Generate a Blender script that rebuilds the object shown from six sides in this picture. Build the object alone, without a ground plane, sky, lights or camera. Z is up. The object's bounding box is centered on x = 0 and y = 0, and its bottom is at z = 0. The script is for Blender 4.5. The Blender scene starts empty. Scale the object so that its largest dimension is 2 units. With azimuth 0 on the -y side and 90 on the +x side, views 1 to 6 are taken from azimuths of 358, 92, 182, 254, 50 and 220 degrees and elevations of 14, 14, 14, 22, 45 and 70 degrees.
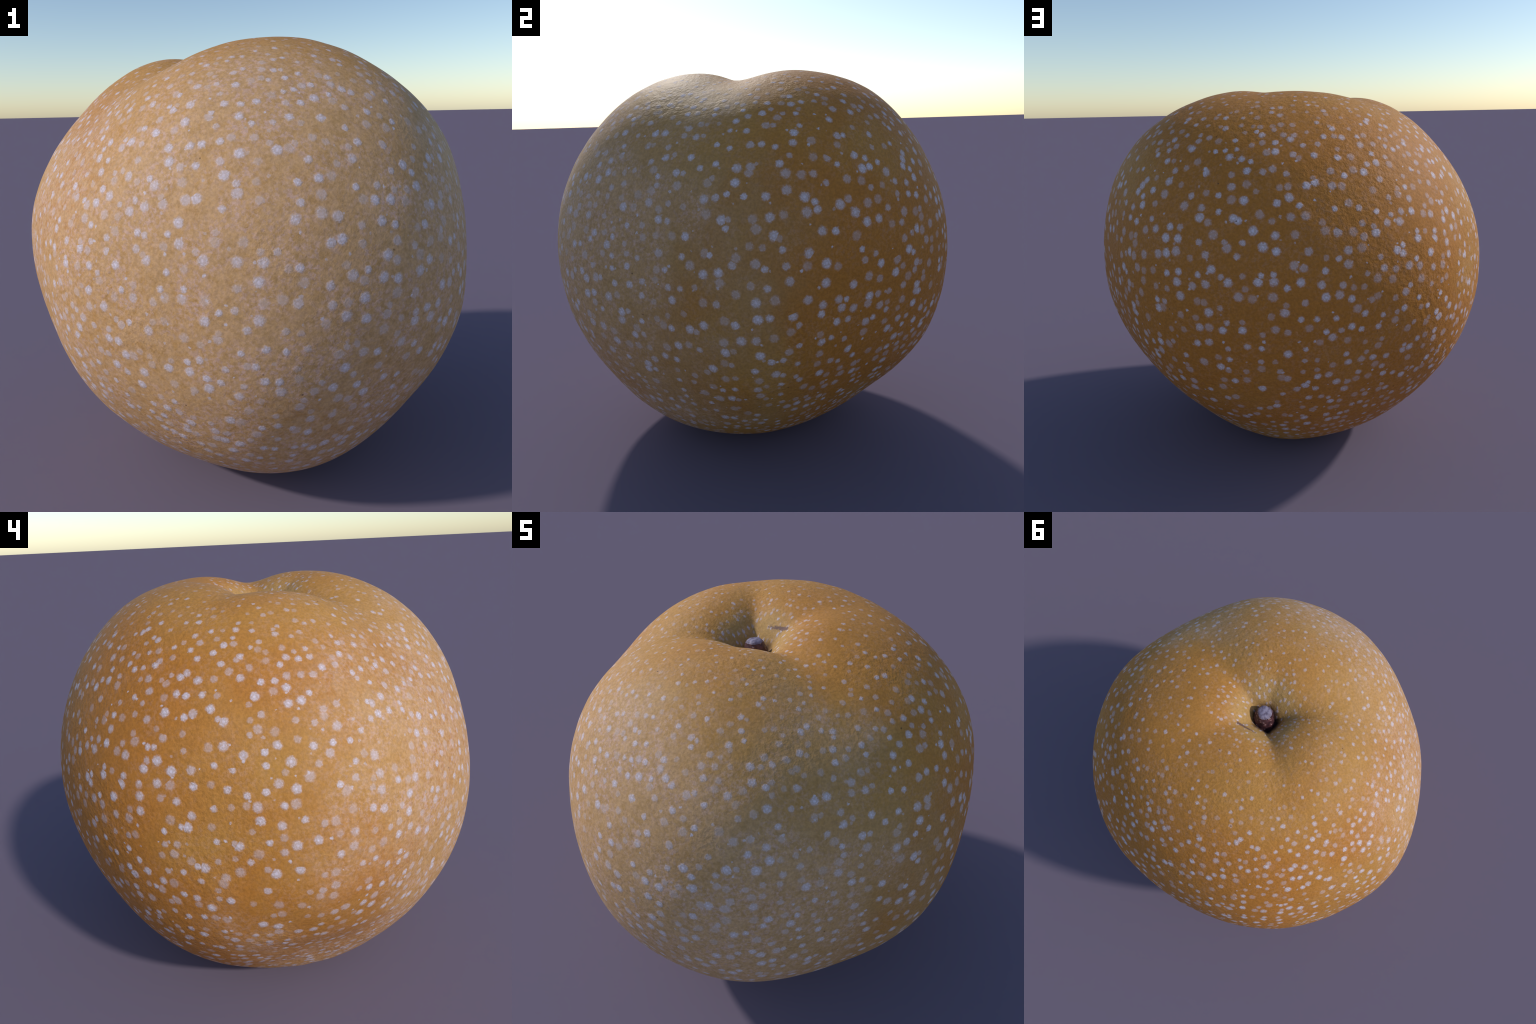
"""A russet Asian pear: a lobed round fruit with a deep stem cavity, a short woody stem,
pale corky lenticel spots and a dusty bloom on one side."""
import bpy, math
import numpy as np

# ------------------------------------------------------------------ the fruit's shape
CENTRE = np.array([-0.04, 0.012, 0.90])      # all radii are measured from here; the stem stands on its axis
POLAR_STEP = 12                              # degrees between control rings, top to bottom
TOP_RADIUS, BOTTOM_RADIUS = 1.007, 0.904
# radius of the fruit along eighteen meridians (azimuth from +x towards +y), 12 ... 168 degrees from the top
MERIDIANS = {
    0: [1.014, 1.022, 1.031, 1.047, 1.052, 1.042, 1.036, 1.029, 1.006, 0.981, 0.967, 0.954, 0.935, 0.916],
    20: [1.015, 1.033, 1.057, 1.078, 1.075, 1.049, 1.021, 0.996, 0.969, 0.946, 0.936, 0.935, 0.930, 0.916],
    40: [1.015, 1.041, 1.068, 1.082, 1.075, 1.052, 1.023, 0.995, 0.966, 0.934, 0.916, 0.922, 0.930, 0.917],
    60: [1.014, 1.038, 1.055, 1.054, 1.048, 1.038, 1.023, 1.007, 0.986, 0.951, 0.924, 0.926, 0.933, 0.918],
    80: [1.012, 1.030, 1.037, 1.028, 1.016, 1.003, 0.985, 0.966, 0.951, 0.935, 0.926, 0.931, 0.933, 0.916],
    100: [1.009, 1.022, 1.025, 1.013, 0.994, 0.976, 0.954, 0.930, 0.912, 0.907, 0.914, 0.925, 0.926, 0.913],
    120: [1.008, 1.016, 1.014, 1.002, 0.992, 0.981, 0.964, 0.942, 0.923, 0.912, 0.911, 0.917, 0.917, 0.909],
    140: [1.007, 1.013, 1.004, 0.989, 0.978, 0.965, 0.953, 0.950, 0.943, 0.925, 0.912, 0.914, 0.914, 0.907],
    160: [1.007, 1.009, 0.996, 0.981, 0.973, 0.965, 0.959, 0.956, 0.932, 0.896, 0.888, 0.909, 0.917, 0.907],
    180: [1.008, 1.004, 0.982, 0.967, 0.972, 0.975, 0.966, 0.948, 0.911, 0.873, 0.876, 0.910, 0.923, 0.909],
    200: [1.009, 0.999, 0.965, 0.939, 0.941, 0.943, 0.928, 0.912, 0.903, 0.893, 0.899, 0.921, 0.927, 0.911],
    220: [1.011, 1.002, 0.971, 0.940, 0.932, 0.933, 0.925, 0.915, 0.913, 0.911, 0.912, 0.923, 0.928, 0.913],
    240: [1.014, 1.014, 0.998, 0.976, 0.957, 0.941, 0.930, 0.926, 0.924, 0.918, 0.915, 0.924, 0.929, 0.915],
    260: [1.018, 1.025, 1.021, 1.011, 0.996, 0.972, 0.951, 0.947, 0.955, 0.956, 0.950, 0.947, 0.938, 0.917],
    280: [1.020, 1.034, 1.035, 1.034, 1.034, 1.026, 1.006, 0.991, 0.987, 0.988, 0.985, 0.973, 0.949, 0.918],
    300: [1.021, 1.037, 1.046, 1.050, 1.049, 1.041, 1.028, 1.010, 0.988, 0.979, 0.983, 0.980, 0.952, 0.918],
    320: [1.019, 1.030, 1.040, 1.046, 1.039, 1.024, 1.021, 1.016, 0.992, 0.971, 0.973, 0.972, 0.947, 0.917],
    340: [1.016, 1.021, 1.023, 1.029, 1.020, 0.997, 0.985, 0.985, 0.977, 0.968, 0.970, 0.964, 0.940, 0.916],
}
# the funnel round the stem
CAVITY_DEPTH, CAVITY_WIDTH, CAVITY_POWER = 0.325, 0.126, 1.32
# V-shaped folds that run out of the funnel over the shoulder: azimuth, half width (deg), depth, distance where deepest
FOLDS = [(-6, 24, 0.068, 0.19),
         (139, 22, 0.066, 0.15),
         (226, 28, 0.085, 0.20),
         (216, 16, 0.030, 0.42),
         (185, 40, 0.035, 0.15),
         (-67, 30, 0.020, 0.16),
         (60, 38, 0.042, 0.155),
         (66, 16, 0.010, 0.33)]
BASIN_DEPTH, BASIN_WIDTH = 0.045, 0.13       # calyx basin underneath


def radius_table():
    """Control radii on rings -180..360 degrees, carried over both poles so that the spline is smooth there."""
    rows = np.array([MERIDIANS[a] for a in range(0, 360, 20)]).T          # ring x meridian
    n = rows.shape[0]
    top, bot = np.full((1, 18), TOP_RADIUS), np.full((1, 18), BOTTOM_RADIUS)
    turned = np.roll(rows, 9, axis=1)
    return np.vstack([turned[:4][::-1], top, rows, bot, turned[-4:][::-1]]), -4 * POLAR_STEP


def hull_radius(theta, phi):
    """Cubic B-spline-like (Catmull-Rom) in the polar angle, trigonometric in the azimuth."""
    table, start = radius_table()
    spectrum = np.fft.rfft(table, axis=1) / 18.0
    x = (np.degrees(theta) - start) / POLAR_STEP
    i = np.clip(np.floor(x).astype(int), 1, table.shape[0] - 3)
    f = x - i
    w = [(-f + 2 * f**2 - f**3) / 2, (2 - 5 * f**2 + 3 * f**3) / 2, (f + 4 * f**2 - 3 * f**3) / 2, (-f**2 + f**3) / 2]
    out = np.zeros_like(theta)
    for k in range(9):
        c = sum(w[j] * spectrum[i + j - 1, k] for j in range(4))
        out += (1 if k == 0 else 2) * np.real(c * np.exp(1j * k * phi))
    return out


def wrap(a):
    return (a + np.pi) % (2 * np.pi) - np.pi


def ripple(d, seed, freq, count):
    """Cheap smooth relief: a sum of random plane waves over the direction sphere."""
    rng = np.random.default_rng(seed)
    out = np.zeros(d.shape[:-1])
    for _ in range(count):
        v = rng.normal(size=3); v *= freq * rng.uniform(0.6, 1.4) / np.linalg.norm(v)
        out += np.sin(d @ v + rng.uniform(0, 6.28))
    return out / math.sqrt(count)


def hollow(theta, phi, rho):
    """How far the stem funnel with its folds, and the calyx basin underneath, sink below the full round form."""
    cave = CAVITY_DEPTH * np.exp(-(rho / CAVITY_WIDTH) ** CAVITY_POWER)
    for azimuth, half, depth, dist in FOLDS:
        off = np.degrees(wrap(phi - math.radians(azimuth)))
        vee = np.exp(-(np.sqrt(off ** 2 + (0.4 * half) ** 2) - 0.4 * half) / half)
        cave = cave + depth * vee * rho / dist * np.exp(1 - rho / dist) * np.exp(-(rho / 0.65) ** 6)
    return np.where(theta < np.pi / 2, cave, BASIN_DEPTH * np.exp(-(rho / BASIN_WIDTH) ** 2))


def fruit_radius(theta, phi):
    r = hull_radius(theta, phi)
    r = r - hollow(theta, phi, r * np.sin(theta))
    d = np.stack([np.sin(theta) * np.cos(phi), np.sin(theta) * np.sin(phi), np.cos(theta)], -1)
    return r + 0.0012 * ripple(d, 3, 14, 14) + 0.0005 * ripple(d, 5, 45, 24)


def fruit_point(theta, phi):
    r = fruit_radius(theta, phi)
    return CENTRE + np.stack([r * np.sin(theta) * np.cos(phi), r * np.sin(theta) * np.sin(phi), r * np.cos(theta)], -1)


def mesh_object(name, verts, faces, parent, material):
    me = bpy.data.meshes.new(name)
    me.from_pydata([tuple(v) for v in verts], [], faces)
    me.polygons.foreach_set("use_smooth", [True] * len(me.polygons))
    me.materials.append(material)
    ob = bpy.data.objects.new(name, me)
    bpy.context.scene.collection.objects.link(ob)
    ob.parent = parent
    return ob


def ring_faces(rows, cols, first, last):
    """Quads between closed rings plus a fan to a first and a last single vertex (indices, or None)."""
    f, j = [], list(range(cols))
    for i in range(rows - 1):
        a, b = i * cols, (i + 1) * cols
        f += [(a + k, b + k, b + (k + 1) % cols, a + (k + 1) % cols) for k in j]
    if first is not None:
        f += [(first, k, (k + 1) % cols) for k in j]
    if last is not None:
        a = (rows - 1) * cols
        f += [(a + (k + 1) % cols, a + k, last) for k in j]
    return f


# ------------------------------------------------------------------ node helpers
class Nodes:
    def __init__(self, name):
        self.mat = bpy.data.materials.new(name)
        self.mat.use_nodes = True
        self.t = self.mat.node_tree
        self.bsdf = self.t.nodes["Principled BSDF"]
        self.obj = self.new("ShaderNodeTexCoord").outputs["Object"]

    def new(self, kind, **props):
        n = self.t.nodes.new(kind)
        for k, v in props.items():
            setattr(n, k, v)
        return n

    def put(self, socket, v):
        if isinstance(v, bpy.types.NodeSocket):
            self.t.links.new(v, socket)
        elif v is not None:
            if hasattr(socket, "default_value") and socket.type == "RGBA" and len(v) == 3:
                v = (*v, 1)
            socket.default_value = v

    def math(self, op, a, b=None, c=None, clamp=False):
        n = self.new("ShaderNodeMath", operation=op, use_clamp=clamp)
        for s, v in zip(n.inputs, (a, b, c)):
            self.put(s, v)
        return n.outputs[0]

    def vec(self, op, a, b=None, scale=None):
        n = self.new("ShaderNodeVectorMath", operation=op)
        self.put(n.inputs[0], a); self.put(n.inputs[1], b)
        if scale is not None:
            self.put(n.inputs["Scale"], scale)
        return n.outputs["Value" if op in ("LENGTH", "DISTANCE", "DOT_PRODUCT") else "Vector"]

    def split(self, v):
        n = self.new("ShaderNodeSeparateXYZ"); self.put(n.inputs[0], v)
        return n.outputs

    def join(self, x, y, z):
        n = self.new("ShaderNodeCombineXYZ")
        for s, v in zip(n.inputs, (x, y, z)):
            self.put(s, v)
        return n.outputs[0]

    def noise(self, v, scale, detail=3, rough=0.55, colour=False):
        n = self.new("ShaderNodeTexNoise")
        self.put(n.inputs["Vector"], v); n.inputs["Scale"].default_value = scale
        n.inputs["Detail"].default_value = detail; n.inputs["Roughness"].default_value = rough
        return n.outputs["Color" if colour else "Fac"]

    def voronoi(self, v, scale, rand=1.0):
        n = self.new("ShaderNodeTexVoronoi", feature="F1")
        self.put(n.inputs["Vector"], v); n.inputs["Scale"].default_value = scale
        n.inputs["Randomness"].default_value = rand
        return n.outputs["Distance"], n.outputs["Color"], n.outputs["Position"]

    def ramp(self, v, lo, hi, a=0.0, b=1.0):
        n = self.new("ShaderNodeMapRange", interpolation_type="SMOOTHSTEP")
        for s, x in zip(n.inputs, (v, lo, hi, a, b)):
            self.put(s, x)
        return n.outputs[0]

    def mix(self, fac, a, b, blend="MIX"):
        n = self.new("ShaderNodeMix", data_type="RGBA", blend_type=blend)
        self.put(n.inputs[0], fac); self.put(n.inputs[6], a); self.put(n.inputs[7], b)
        return n.outputs[2]

    def bump(self, height, strength, distance, normal=None):
        n = self.new("ShaderNodeBump")
        n.inputs["Strength"].default_value = strength; n.inputs["Distance"].default_value = distance
        self.put(n.inputs["Height"], height)
        if normal is not None:
            self.put(n.inputs["Normal"], normal)
        return n.outputs[0]


# ------------------------------------------------------------------ materials
ORANGE, OCHRE, OLIVE = (0.47, 0.183, 0.030), (0.500, 0.247, 0.057), (0.37, 0.255, 0.125)
WALL = (0.54, 0.37, 0.14)
BLOOM, MAUVE = (0.62, 0.372, 0.192), (0.645, 0.415, 0.350)
SPOT_WHITE, SPOT_GREY = (0.78, 0.70, 0.80), (0.54, 0.44, 0.44)
SCAR, BRUISE = ((0.022, 0.140, 1.752), (-0.068, 0.128, 1.728)), (0.10, 0.055, 0.085)
STAIN, SPECK = (0.030, 0.012, 0.022), (0.10, 0.045, 0.025)


def skin_material():
    g = Nodes("pear_skin")
    p = g.obj
    x, y, z = g.split(p)
    dx, dy = g.math("SUBTRACT", x, float(CENTRE[0])), g.math("SUBTRACT", y, float(CENTRE[1]))
    rho = g.math("SQRT", g.math("ADD", g.math("MULTIPLY", dx, dx), g.math("MULTIPLY", dy, dy)))
    above = g.ramp(z, 1.2, 1.4)
    turn = g.new("ShaderNodeMapping")
    turn.inputs["Rotation"].default_value = (0.6, 0.9, 0.4)
    g.put(turn.inputs["Vector"], p)
    p = turn.outputs["Vector"]
    # --- ground colour: orange russet, yellower ochre and olive in broad drifts
    broad = g.noise(p, 1.6, 3)
    drift = g.noise(g.vec("ADD", p, (3.1, 7.7, 1.3)), 2.3, 4)
    ragged = g.math("ADD", rho, g.math("MULTIPLY", g.math("SUBTRACT", drift, 0.5), 0.5))
    shoulder = g.math("MULTIPLY", g.ramp(ragged, 0.80, 0.40), above)
    warm = g.math("ADD", broad, g.math("MULTIPLY", y, -0.16))
    col = g.mix(g.ramp(warm, 0.36, 0.66), ORANGE, OCHRE)
    col = g.mix(g.math("MULTIPLY", shoulder, 0.45), col, OCHRE)
    side = g.math("ADD", g.math("MULTIPLY", x, 0.45), g.math("MULTIPLY", y, -0.55))
    oliveness = g.ramp(g.math("ADD", side, g.math("MULTIPLY", drift, 1.2)), 0.70, 1.30)
    col = g.mix(g.math("MULTIPLY", oliveness, 0.5), col, OLIVE)
    col = g.mix(g.math("MULTIPLY", g.math("MULTIPLY", g.ramp(rho, 0.22, 0.10), above), 0.55), col, WALL)
    # --- dusty bloom on the -y/-x side, broken up by drifts
    b = g.math("ADD", g.math("ADD", g.math("MULTIPLY", y, -1.0), g.math("MULTIPLY", x, -0.25)), g.math("MULTIPLY", g.math("SUBTRACT", drift, 0.5), 1.8))
    bloom = g.math("MULTIPLY", g.ramp(b, -0.30, 0.70), g.math("MULTIPLY_ADD", shoulder, -0.85, 1.0))
    mott = g.noise(p, 34, 4, 0.65)
    fine = g.noise(p, 95, 3, 0.6)
    bm = g.math("MULTIPLY", bloom, g.ramp(mott, 0.32, 0.60, 0.40, 1.0))
    col = g.mix(g.math("MULTIPLY", bm, 0.80), col, BLOOM)
    pink = g.math("MULTIPLY", g.math("MULTIPLY_ADD", bloom, 0.8, 0.2), g.ramp(g.noise(g.vec("ADD", p, (5, 1, 2)), 62, 4, 0.7), 0.44, 0.64))
    pink = g.math("MULTIPLY", pink, g.ramp(g.noise(g.vec("ADD", p, (2, 8, 5)), 7, 3, 0.6), 0.36, 0.62, 0.15, 1.0))
    col = g.mix(g.math("MULTIPLY", pink, 0.72), col, MAUVE)
    # --- grain
    grain = g.ramp(fine, 0.25, 0.75, 0.86, 1.12)
    col = g.mix(1.0, col, g.join(grain, grain, grain), "MULTIPLY")
    # --- lenticels: jittered cells on six faces of a sphere map about the fruit's centre; a spot whose centre lies
    #     on a face is drawn whole, also beyond the face's edge. On the funnel walls they are drawn out down the slope.
    d = g.vec("NORMALIZE", g.vec("SUBTRACT", g.obj, tuple(float(c) for c in CENTRE)))
    wob = g.vec("SCALE", g.vec("SUBTRACT", g.noise(p, 85, 3, 0.7, True), (0.5, 0.5, 0.5)), scale=0.016)
    dw = g.vec("ADD", d, wob)
    dc = g.split(d)
    polar = g.math("ARCCOSINE", dc[2])                                     # 0 at the stem
    grow = g.math("MULTIPLY", g.ramp(polar, 0.06, 1.30, 0.42, 1.0), g.ramp(polar, 2.2, 2.9, 1.0, 0.80))

    def face(axis, cells, r_lo, r_hi, seed, drop, zone=None):
        k, i, j = dc[axis], dc[(axis + 1) % 3], dc[(axis + 2) % 3]
        sign, mag = g.math("SIGN", k), g.math("ABSOLUTE", k)
        uv = g.join(g.math("MULTIPLY_ADD", sign, 10.0, g.math("ARCTAN2", i, mag)), g.math("ADD", g.math("ARCTAN2", j, mag), seed), 0.0)
        n = g.new("ShaderNodeTexVoronoi", feature="F1", voronoi_dimensions="2D")
        g.put(n.inputs["Vector"], uv)
        n.inputs["Scale"].default_value = cells / (math.pi / 2); n.inputs["Randomness"].default_value = 0.82
        cu, cv, _ = g.split(n.outputs["Position"])
        cu, cv = g.math("SUBTRACT", cu, g.math("MULTIPLY", sign, 10.0)), g.math("SUBTRACT", cv, seed)
        comp = [None] * 3
        comp[axis], comp[(axis + 1) % 3], comp[(axis + 2) % 3] = sign, g.math("TANGENT", cu), g.math("TANGENT", cv)
        centre = g.vec("NORMALIZE", g.join(*comp))
        r, gg, bb = g.split(n.outputs["Color"])
        rad = g.math("MULTIPLY", g.ramp(r, 0.0, 1.0, r_lo, r_hi), grow)
        u = g.math("DIVIDE", g.vec("DISTANCE", dw, centre), rad)
        on = g.math("MULTIPLY", g.math("GREATER_THAN", gg, drop),
                    g.math("LESS_THAN", g.math("MAXIMUM", g.math("ABSOLUTE", cu), g.math("ABSOLUTE", cv)), math.pi / 4))
        if zone:
            on = g.math("MULTIPLY", on, zone(g.split(centre)[2]))
        return g.math("MULTIPLY", g.ramp(u, 1.28, 0.52), on), u, bb

    rim_z = math.cos(math.radians(15))
    layers = [face(0, 21, 0.0035, 0.0070, 3.7, 0.62), face(1, 21, 0.0035, 0.0070, 8.2, 0.62),        # crumbs
              face(0, 24, 0.0125, 0.0195, 0.0, 0.13), face(1, 24, 0.0125, 0.0195, 5.3, 0.13),        # round the middle
              face(2, 28, 0.0130, 0.0190, 1.9, 0.10, lambda z: g.math("LESS_THAN", z, rim_z)),       # both ends
              face(2, 48, 0.0140, 0.0200, 4.4, 0.10, lambda z: g.math("GREATER_THAN", z, rim_z))]    # crowd round the stem
    fleck = g.noise(p, 150, 3, 0.7)
    faint = g.math("MAXIMUM", g.ramp(polar, 0.35, 1.0, 0.68, 1.0), g.ramp(polar, 0.30, 0.15))      # dimmer over the shoulder
    spots = None
    for n, (m, u, h) in enumerate(layers):
        strength = g.math("MULTIPLY", g.ramp(h, 0.0, 1.0, 0.38, 0.95), faint)
        heart = g.math("MULTIPLY", g.ramp(u, 0.45, 0.10), g.ramp(h, 0.3, 0.7))
        rim = g.math("MULTIPLY", g.ramp(u, 0.40, 0.75), g.ramp(fleck, 0.46, 0.60))
        light = g.math("MAXIMUM", heart, rim)
        shade = g.mix(g.math("MULTIPLY_ADD", light, 0.72, 0.22), SPOT_GREY, SPOT_WHITE)
        cover = g.math("MULTIPLY", g.math("MULTIPLY", m, strength), g.ramp(fleck, 0.25, 0.55, 0.65, 1.0))
        col = g.mix(cover, col, shade)
        if n > 1:
            lift = g.math("MULTIPLY", m, strength)
            spots = lift if spots is None else g.math("MAXIMUM", spots, lift)
    # --- pin-prick dark specks
    ds, cs, _ = g.voronoi(g.vec("ADD", p, (4, 4, 4)), 11)
    r, gg, bb = g.split(cs)
    dark = g.math("MULTIPLY", g.ramp(ds, 0.055, 0.025), g.math("GREATER_THAN", gg, 0.55))
    col = g.mix(g.math("MULTIPLY", dark, 0.7), col, SPECK)
    # --- a thin bruised scar on the funnel wall, and paler yellow skin low on the walls
    a, ab = np.array(SCAR[0]), np.array(SCAR[1]) - np.array(SCAR[0])
    rel = g.vec("SUBTRACT", g.vec("ADD", g.obj, g.vec("SCALE", wob, scale=1.4)), tuple(a))
    along = g.math("DIVIDE", g.vec("DOT_PRODUCT", rel, tuple(ab)), float(ab @ ab), clamp=True)
    gap = g.vec("LENGTH", g.vec("SUBTRACT", rel, g.vec("SCALE", tuple(ab), scale=along)))
    col = g.mix(g.math("MULTIPLY", g.ramp(gap, 0.0115, 0.005), 0.75), col, BRUISE)
    # --- purple-brown stain where the stem enters
    ring = g.math("ADD", rho, g.math("MULTIPLY", g.math("SUBTRACT", mott, 0.5), 0.03))
    col = g.mix(g.math("MULTIPLY", g.math("MULTIPLY", g.ramp(ring, 0.085, 0.052), above), 0.92), col, STAIN)
    g.put(g.bsdf.inputs["Base Color"], col)
    g.put(g.bsdf.inputs["Roughness"], g.math("MULTIPLY_ADD", spots, 0.08, 0.62))
    g.bsdf.inputs["Specular IOR Level"].default_value = 0.22
    # --- fine relief: pimpled grain, lenticels standing slightly proud
    lumps = g.noise(p, 42, 3, 0.6)
    patch = g.ramp(g.math("MULTIPLY_ADD", y, 0.12, g.noise(g.vec("ADD", p, (9, 2, 6)), 2.6, 2)), 0.44, 0.64, 0.30, 1.0)
    n1 = g.bump(g.math("MULTIPLY", lumps, patch), 0.42, 0.012)
    n2 = g.bump(fine, 0.22, 0.004, n1)
    n3 = g.bump(g.math("MULTIPLY_ADD", fleck, 0.3, spots), 0.45, 0.0022, n2)
    g.put(g.bsdf.inputs["Normal"], n3)
    return g.mat


def stem_material():
    g = Nodes("stem_bark")
    p = g.obj
    n = g.noise(p, 40, 4)
    col = g.mix(g.ramp(n, 0.35, 0.7), (0.045, 0.017, 0.024), (0.135, 0.050, 0.055))
    d, c, _ = g.voronoi(g.vec("MULTIPLY", p, (1, 1, 1.5)), 58)
    r, gg, bb = g.split(c)
    fl = g.math("MULTIPLY", g.ramp(d, 0.42, 0.22), g.math("GREATER_THAN", gg, 0.45))
    col = g.mix(g.math("MULTIPLY", fl, 0.8), col, (0.50, 0.33, 0.32))
    g.put(g.bsdf.inputs["Base Color"], col)
    g.bsdf.inputs["Roughness"].default_value = 0.5
    g.put(g.bsdf.inputs["Normal"], g.bump(g.math("ADD", n, fl), 0.5, 0.004))
    return g.mat


def cut_material():
    g = Nodes("stem_cut")
    n = g.noise(g.obj, 60, 4, 0.65)
    col = g.mix(g.ramp(n, 0.32, 0.66), (0.12, 0.09, 0.14), (0.30, 0.26, 0.35))
    g.put(g.bsdf.inputs["Base Color"], col)
    g.bsdf.inputs["Roughness"].default_value = 0.65
    g.put(g.bsdf.inputs["Normal"], g.bump(n, 0.6, 0.006))
    return g.mat


def calyx_material():
    g = Nodes("calyx_cork")
    n = g.noise(g.obj, 50, 4, 0.65)
    g.put(g.bsdf.inputs["Base Color"], g.mix(g.ramp(n, 0.35, 0.65), (0.07, 0.035, 0.02), (0.20, 0.12, 0.07)))
    g.bsdf.inputs["Roughness"].default_value = 0.8
    return g.mat


# ------------------------------------------------------------------ build
pear = bpy.data.objects.new("asian_pear", None)
bpy.context.scene.collection.objects.link(pear)
pear["label"] = "round golden-brown Asian pear with pale spots and short stem"
pear["category"] = "fruit"

# fruit body: closed rings from the funnel floor to the calyx, closer together inside the funnel
RINGS, COLS = 420, 720
s = (np.arange(RINGS) + 0.5) / RINGS
theta = np.pi * (0.62 * s + 0.38 * s ** 2.2)
phi = np.arange(COLS) * 2 * np.pi / COLS
T, F = np.meshgrid(theta, phi, indexing="ij")
body_points = fruit_point(T, F).reshape(-1, 3)
poles = [fruit_point(np.array([t]), np.array([0.0]))[0] for t in (1e-5, math.pi - 1e-5)]
verts = np.vstack([body_points, poles])
drop = verts[:, 2].min()
verts[:, 2] -= drop
n = len(body_points)
mesh_object("fruit_body", verts, ring_faces(RINGS, COLS, n, n + 1), pear, skin_material())
floor = poles[0][2] - drop

# stem: a short woody peg, wider at its foot, leaning a little, with a slanted cut on top
STEM_FOOT = np.array([CENTRE[0] - 0.008, CENTRE[1] + 0.010, floor - 0.03])
STEM_TIP = np.array([-0.034, 0.006, 1.738])
STEM_PROFILE = [(0.00, 0.075), (0.14, 0.062), (0.28, 0.055), (0.50, 0.0520), (0.72, 0.0485), (0.85, 0.0435), (0.94, 0.0355)]
CUT_PROFILE = [(0.94, 0.0355), (0.97, 0.0310), (0.99, 0.0250), (1.000, 0.017), (1.001, 0.008)]
CUT_SLANT = (0.20, -0.10)                    # rise of the cut face along x and y


def peg(profile, tip_of_profile):
    cols, pts = 72, []
    ang = np.arange(cols) * 2 * np.pi / cols
    fine = []
    for (a, ra), (b, rb) in zip(profile, profile[1:]):
        fine += [(a + (b - a) * k / 4, ra + (rb - ra) * k / 4) for k in range(4)]
    fine.append(profile[-1])
    axis = STEM_TIP - STEM_FOOT
    for t, r in fine:
        lumpy = 1 + 0.03 * np.sin(3 * ang + 9 * t) + 0.025 * np.sin(5 * ang - 14 * t) + 0.015 * np.sin(11 * ang + 21 * t)
        rr = r * lumpy
        px, py = rr * np.cos(ang), rr * np.sin(ang)
        tilt = max(0.0, (t - 0.6) / 0.4)
        pz = (CUT_SLANT[0] * px + CUT_SLANT[1] * py) * tilt
        bend = 0.012 * math.sin(math.pi * t)
        pts.append(np.stack([px + bend, py, pz], -1) + STEM_FOOT + axis * t)
    pts = np.array(pts)
    last = pts[-1].mean(0)
    v = np.vstack([pts.reshape(-1, 3), last[None]])
    f = ring_faces(len(fine), cols, None, len(v) - 1 if tip_of_profile else None)
    return v, [tuple(reversed(q)) for q in f]


stem = mesh_object("stem", *peg(STEM_PROFILE, False), pear, stem_material())
mesh_object("cut_end", *peg(CUT_PROFILE, True), stem, cut_material())

# calyx scar: a small corky disc in the basin underneath
base = poles[1] - np.array([0, 0, drop])
ang = np.arange(48) * 2 * np.pi / 48
rows = []
for r, h in ((0.052, 0.004), (0.046, -0.005), (0.034, -0.008), (0.018, -0.004)):
    rr = r * (1 + 0.10 * np.cos(5 * ang) + 0.05 * np.sin(9 * ang))
    rows.append(np.stack([base[0] + rr * np.cos(ang), base[1] + rr * np.sin(ang), np.full(48, base[2] + h)], -1))
rows = np.array(rows)
cv = np.vstack([rows.reshape(-1, 3), [[base[0], base[1], base[2] - 0.003]]])
mesh_object("calyx_scar", cv, ring_faces(4, 48, None, len(cv) - 1), pear, calyx_material())
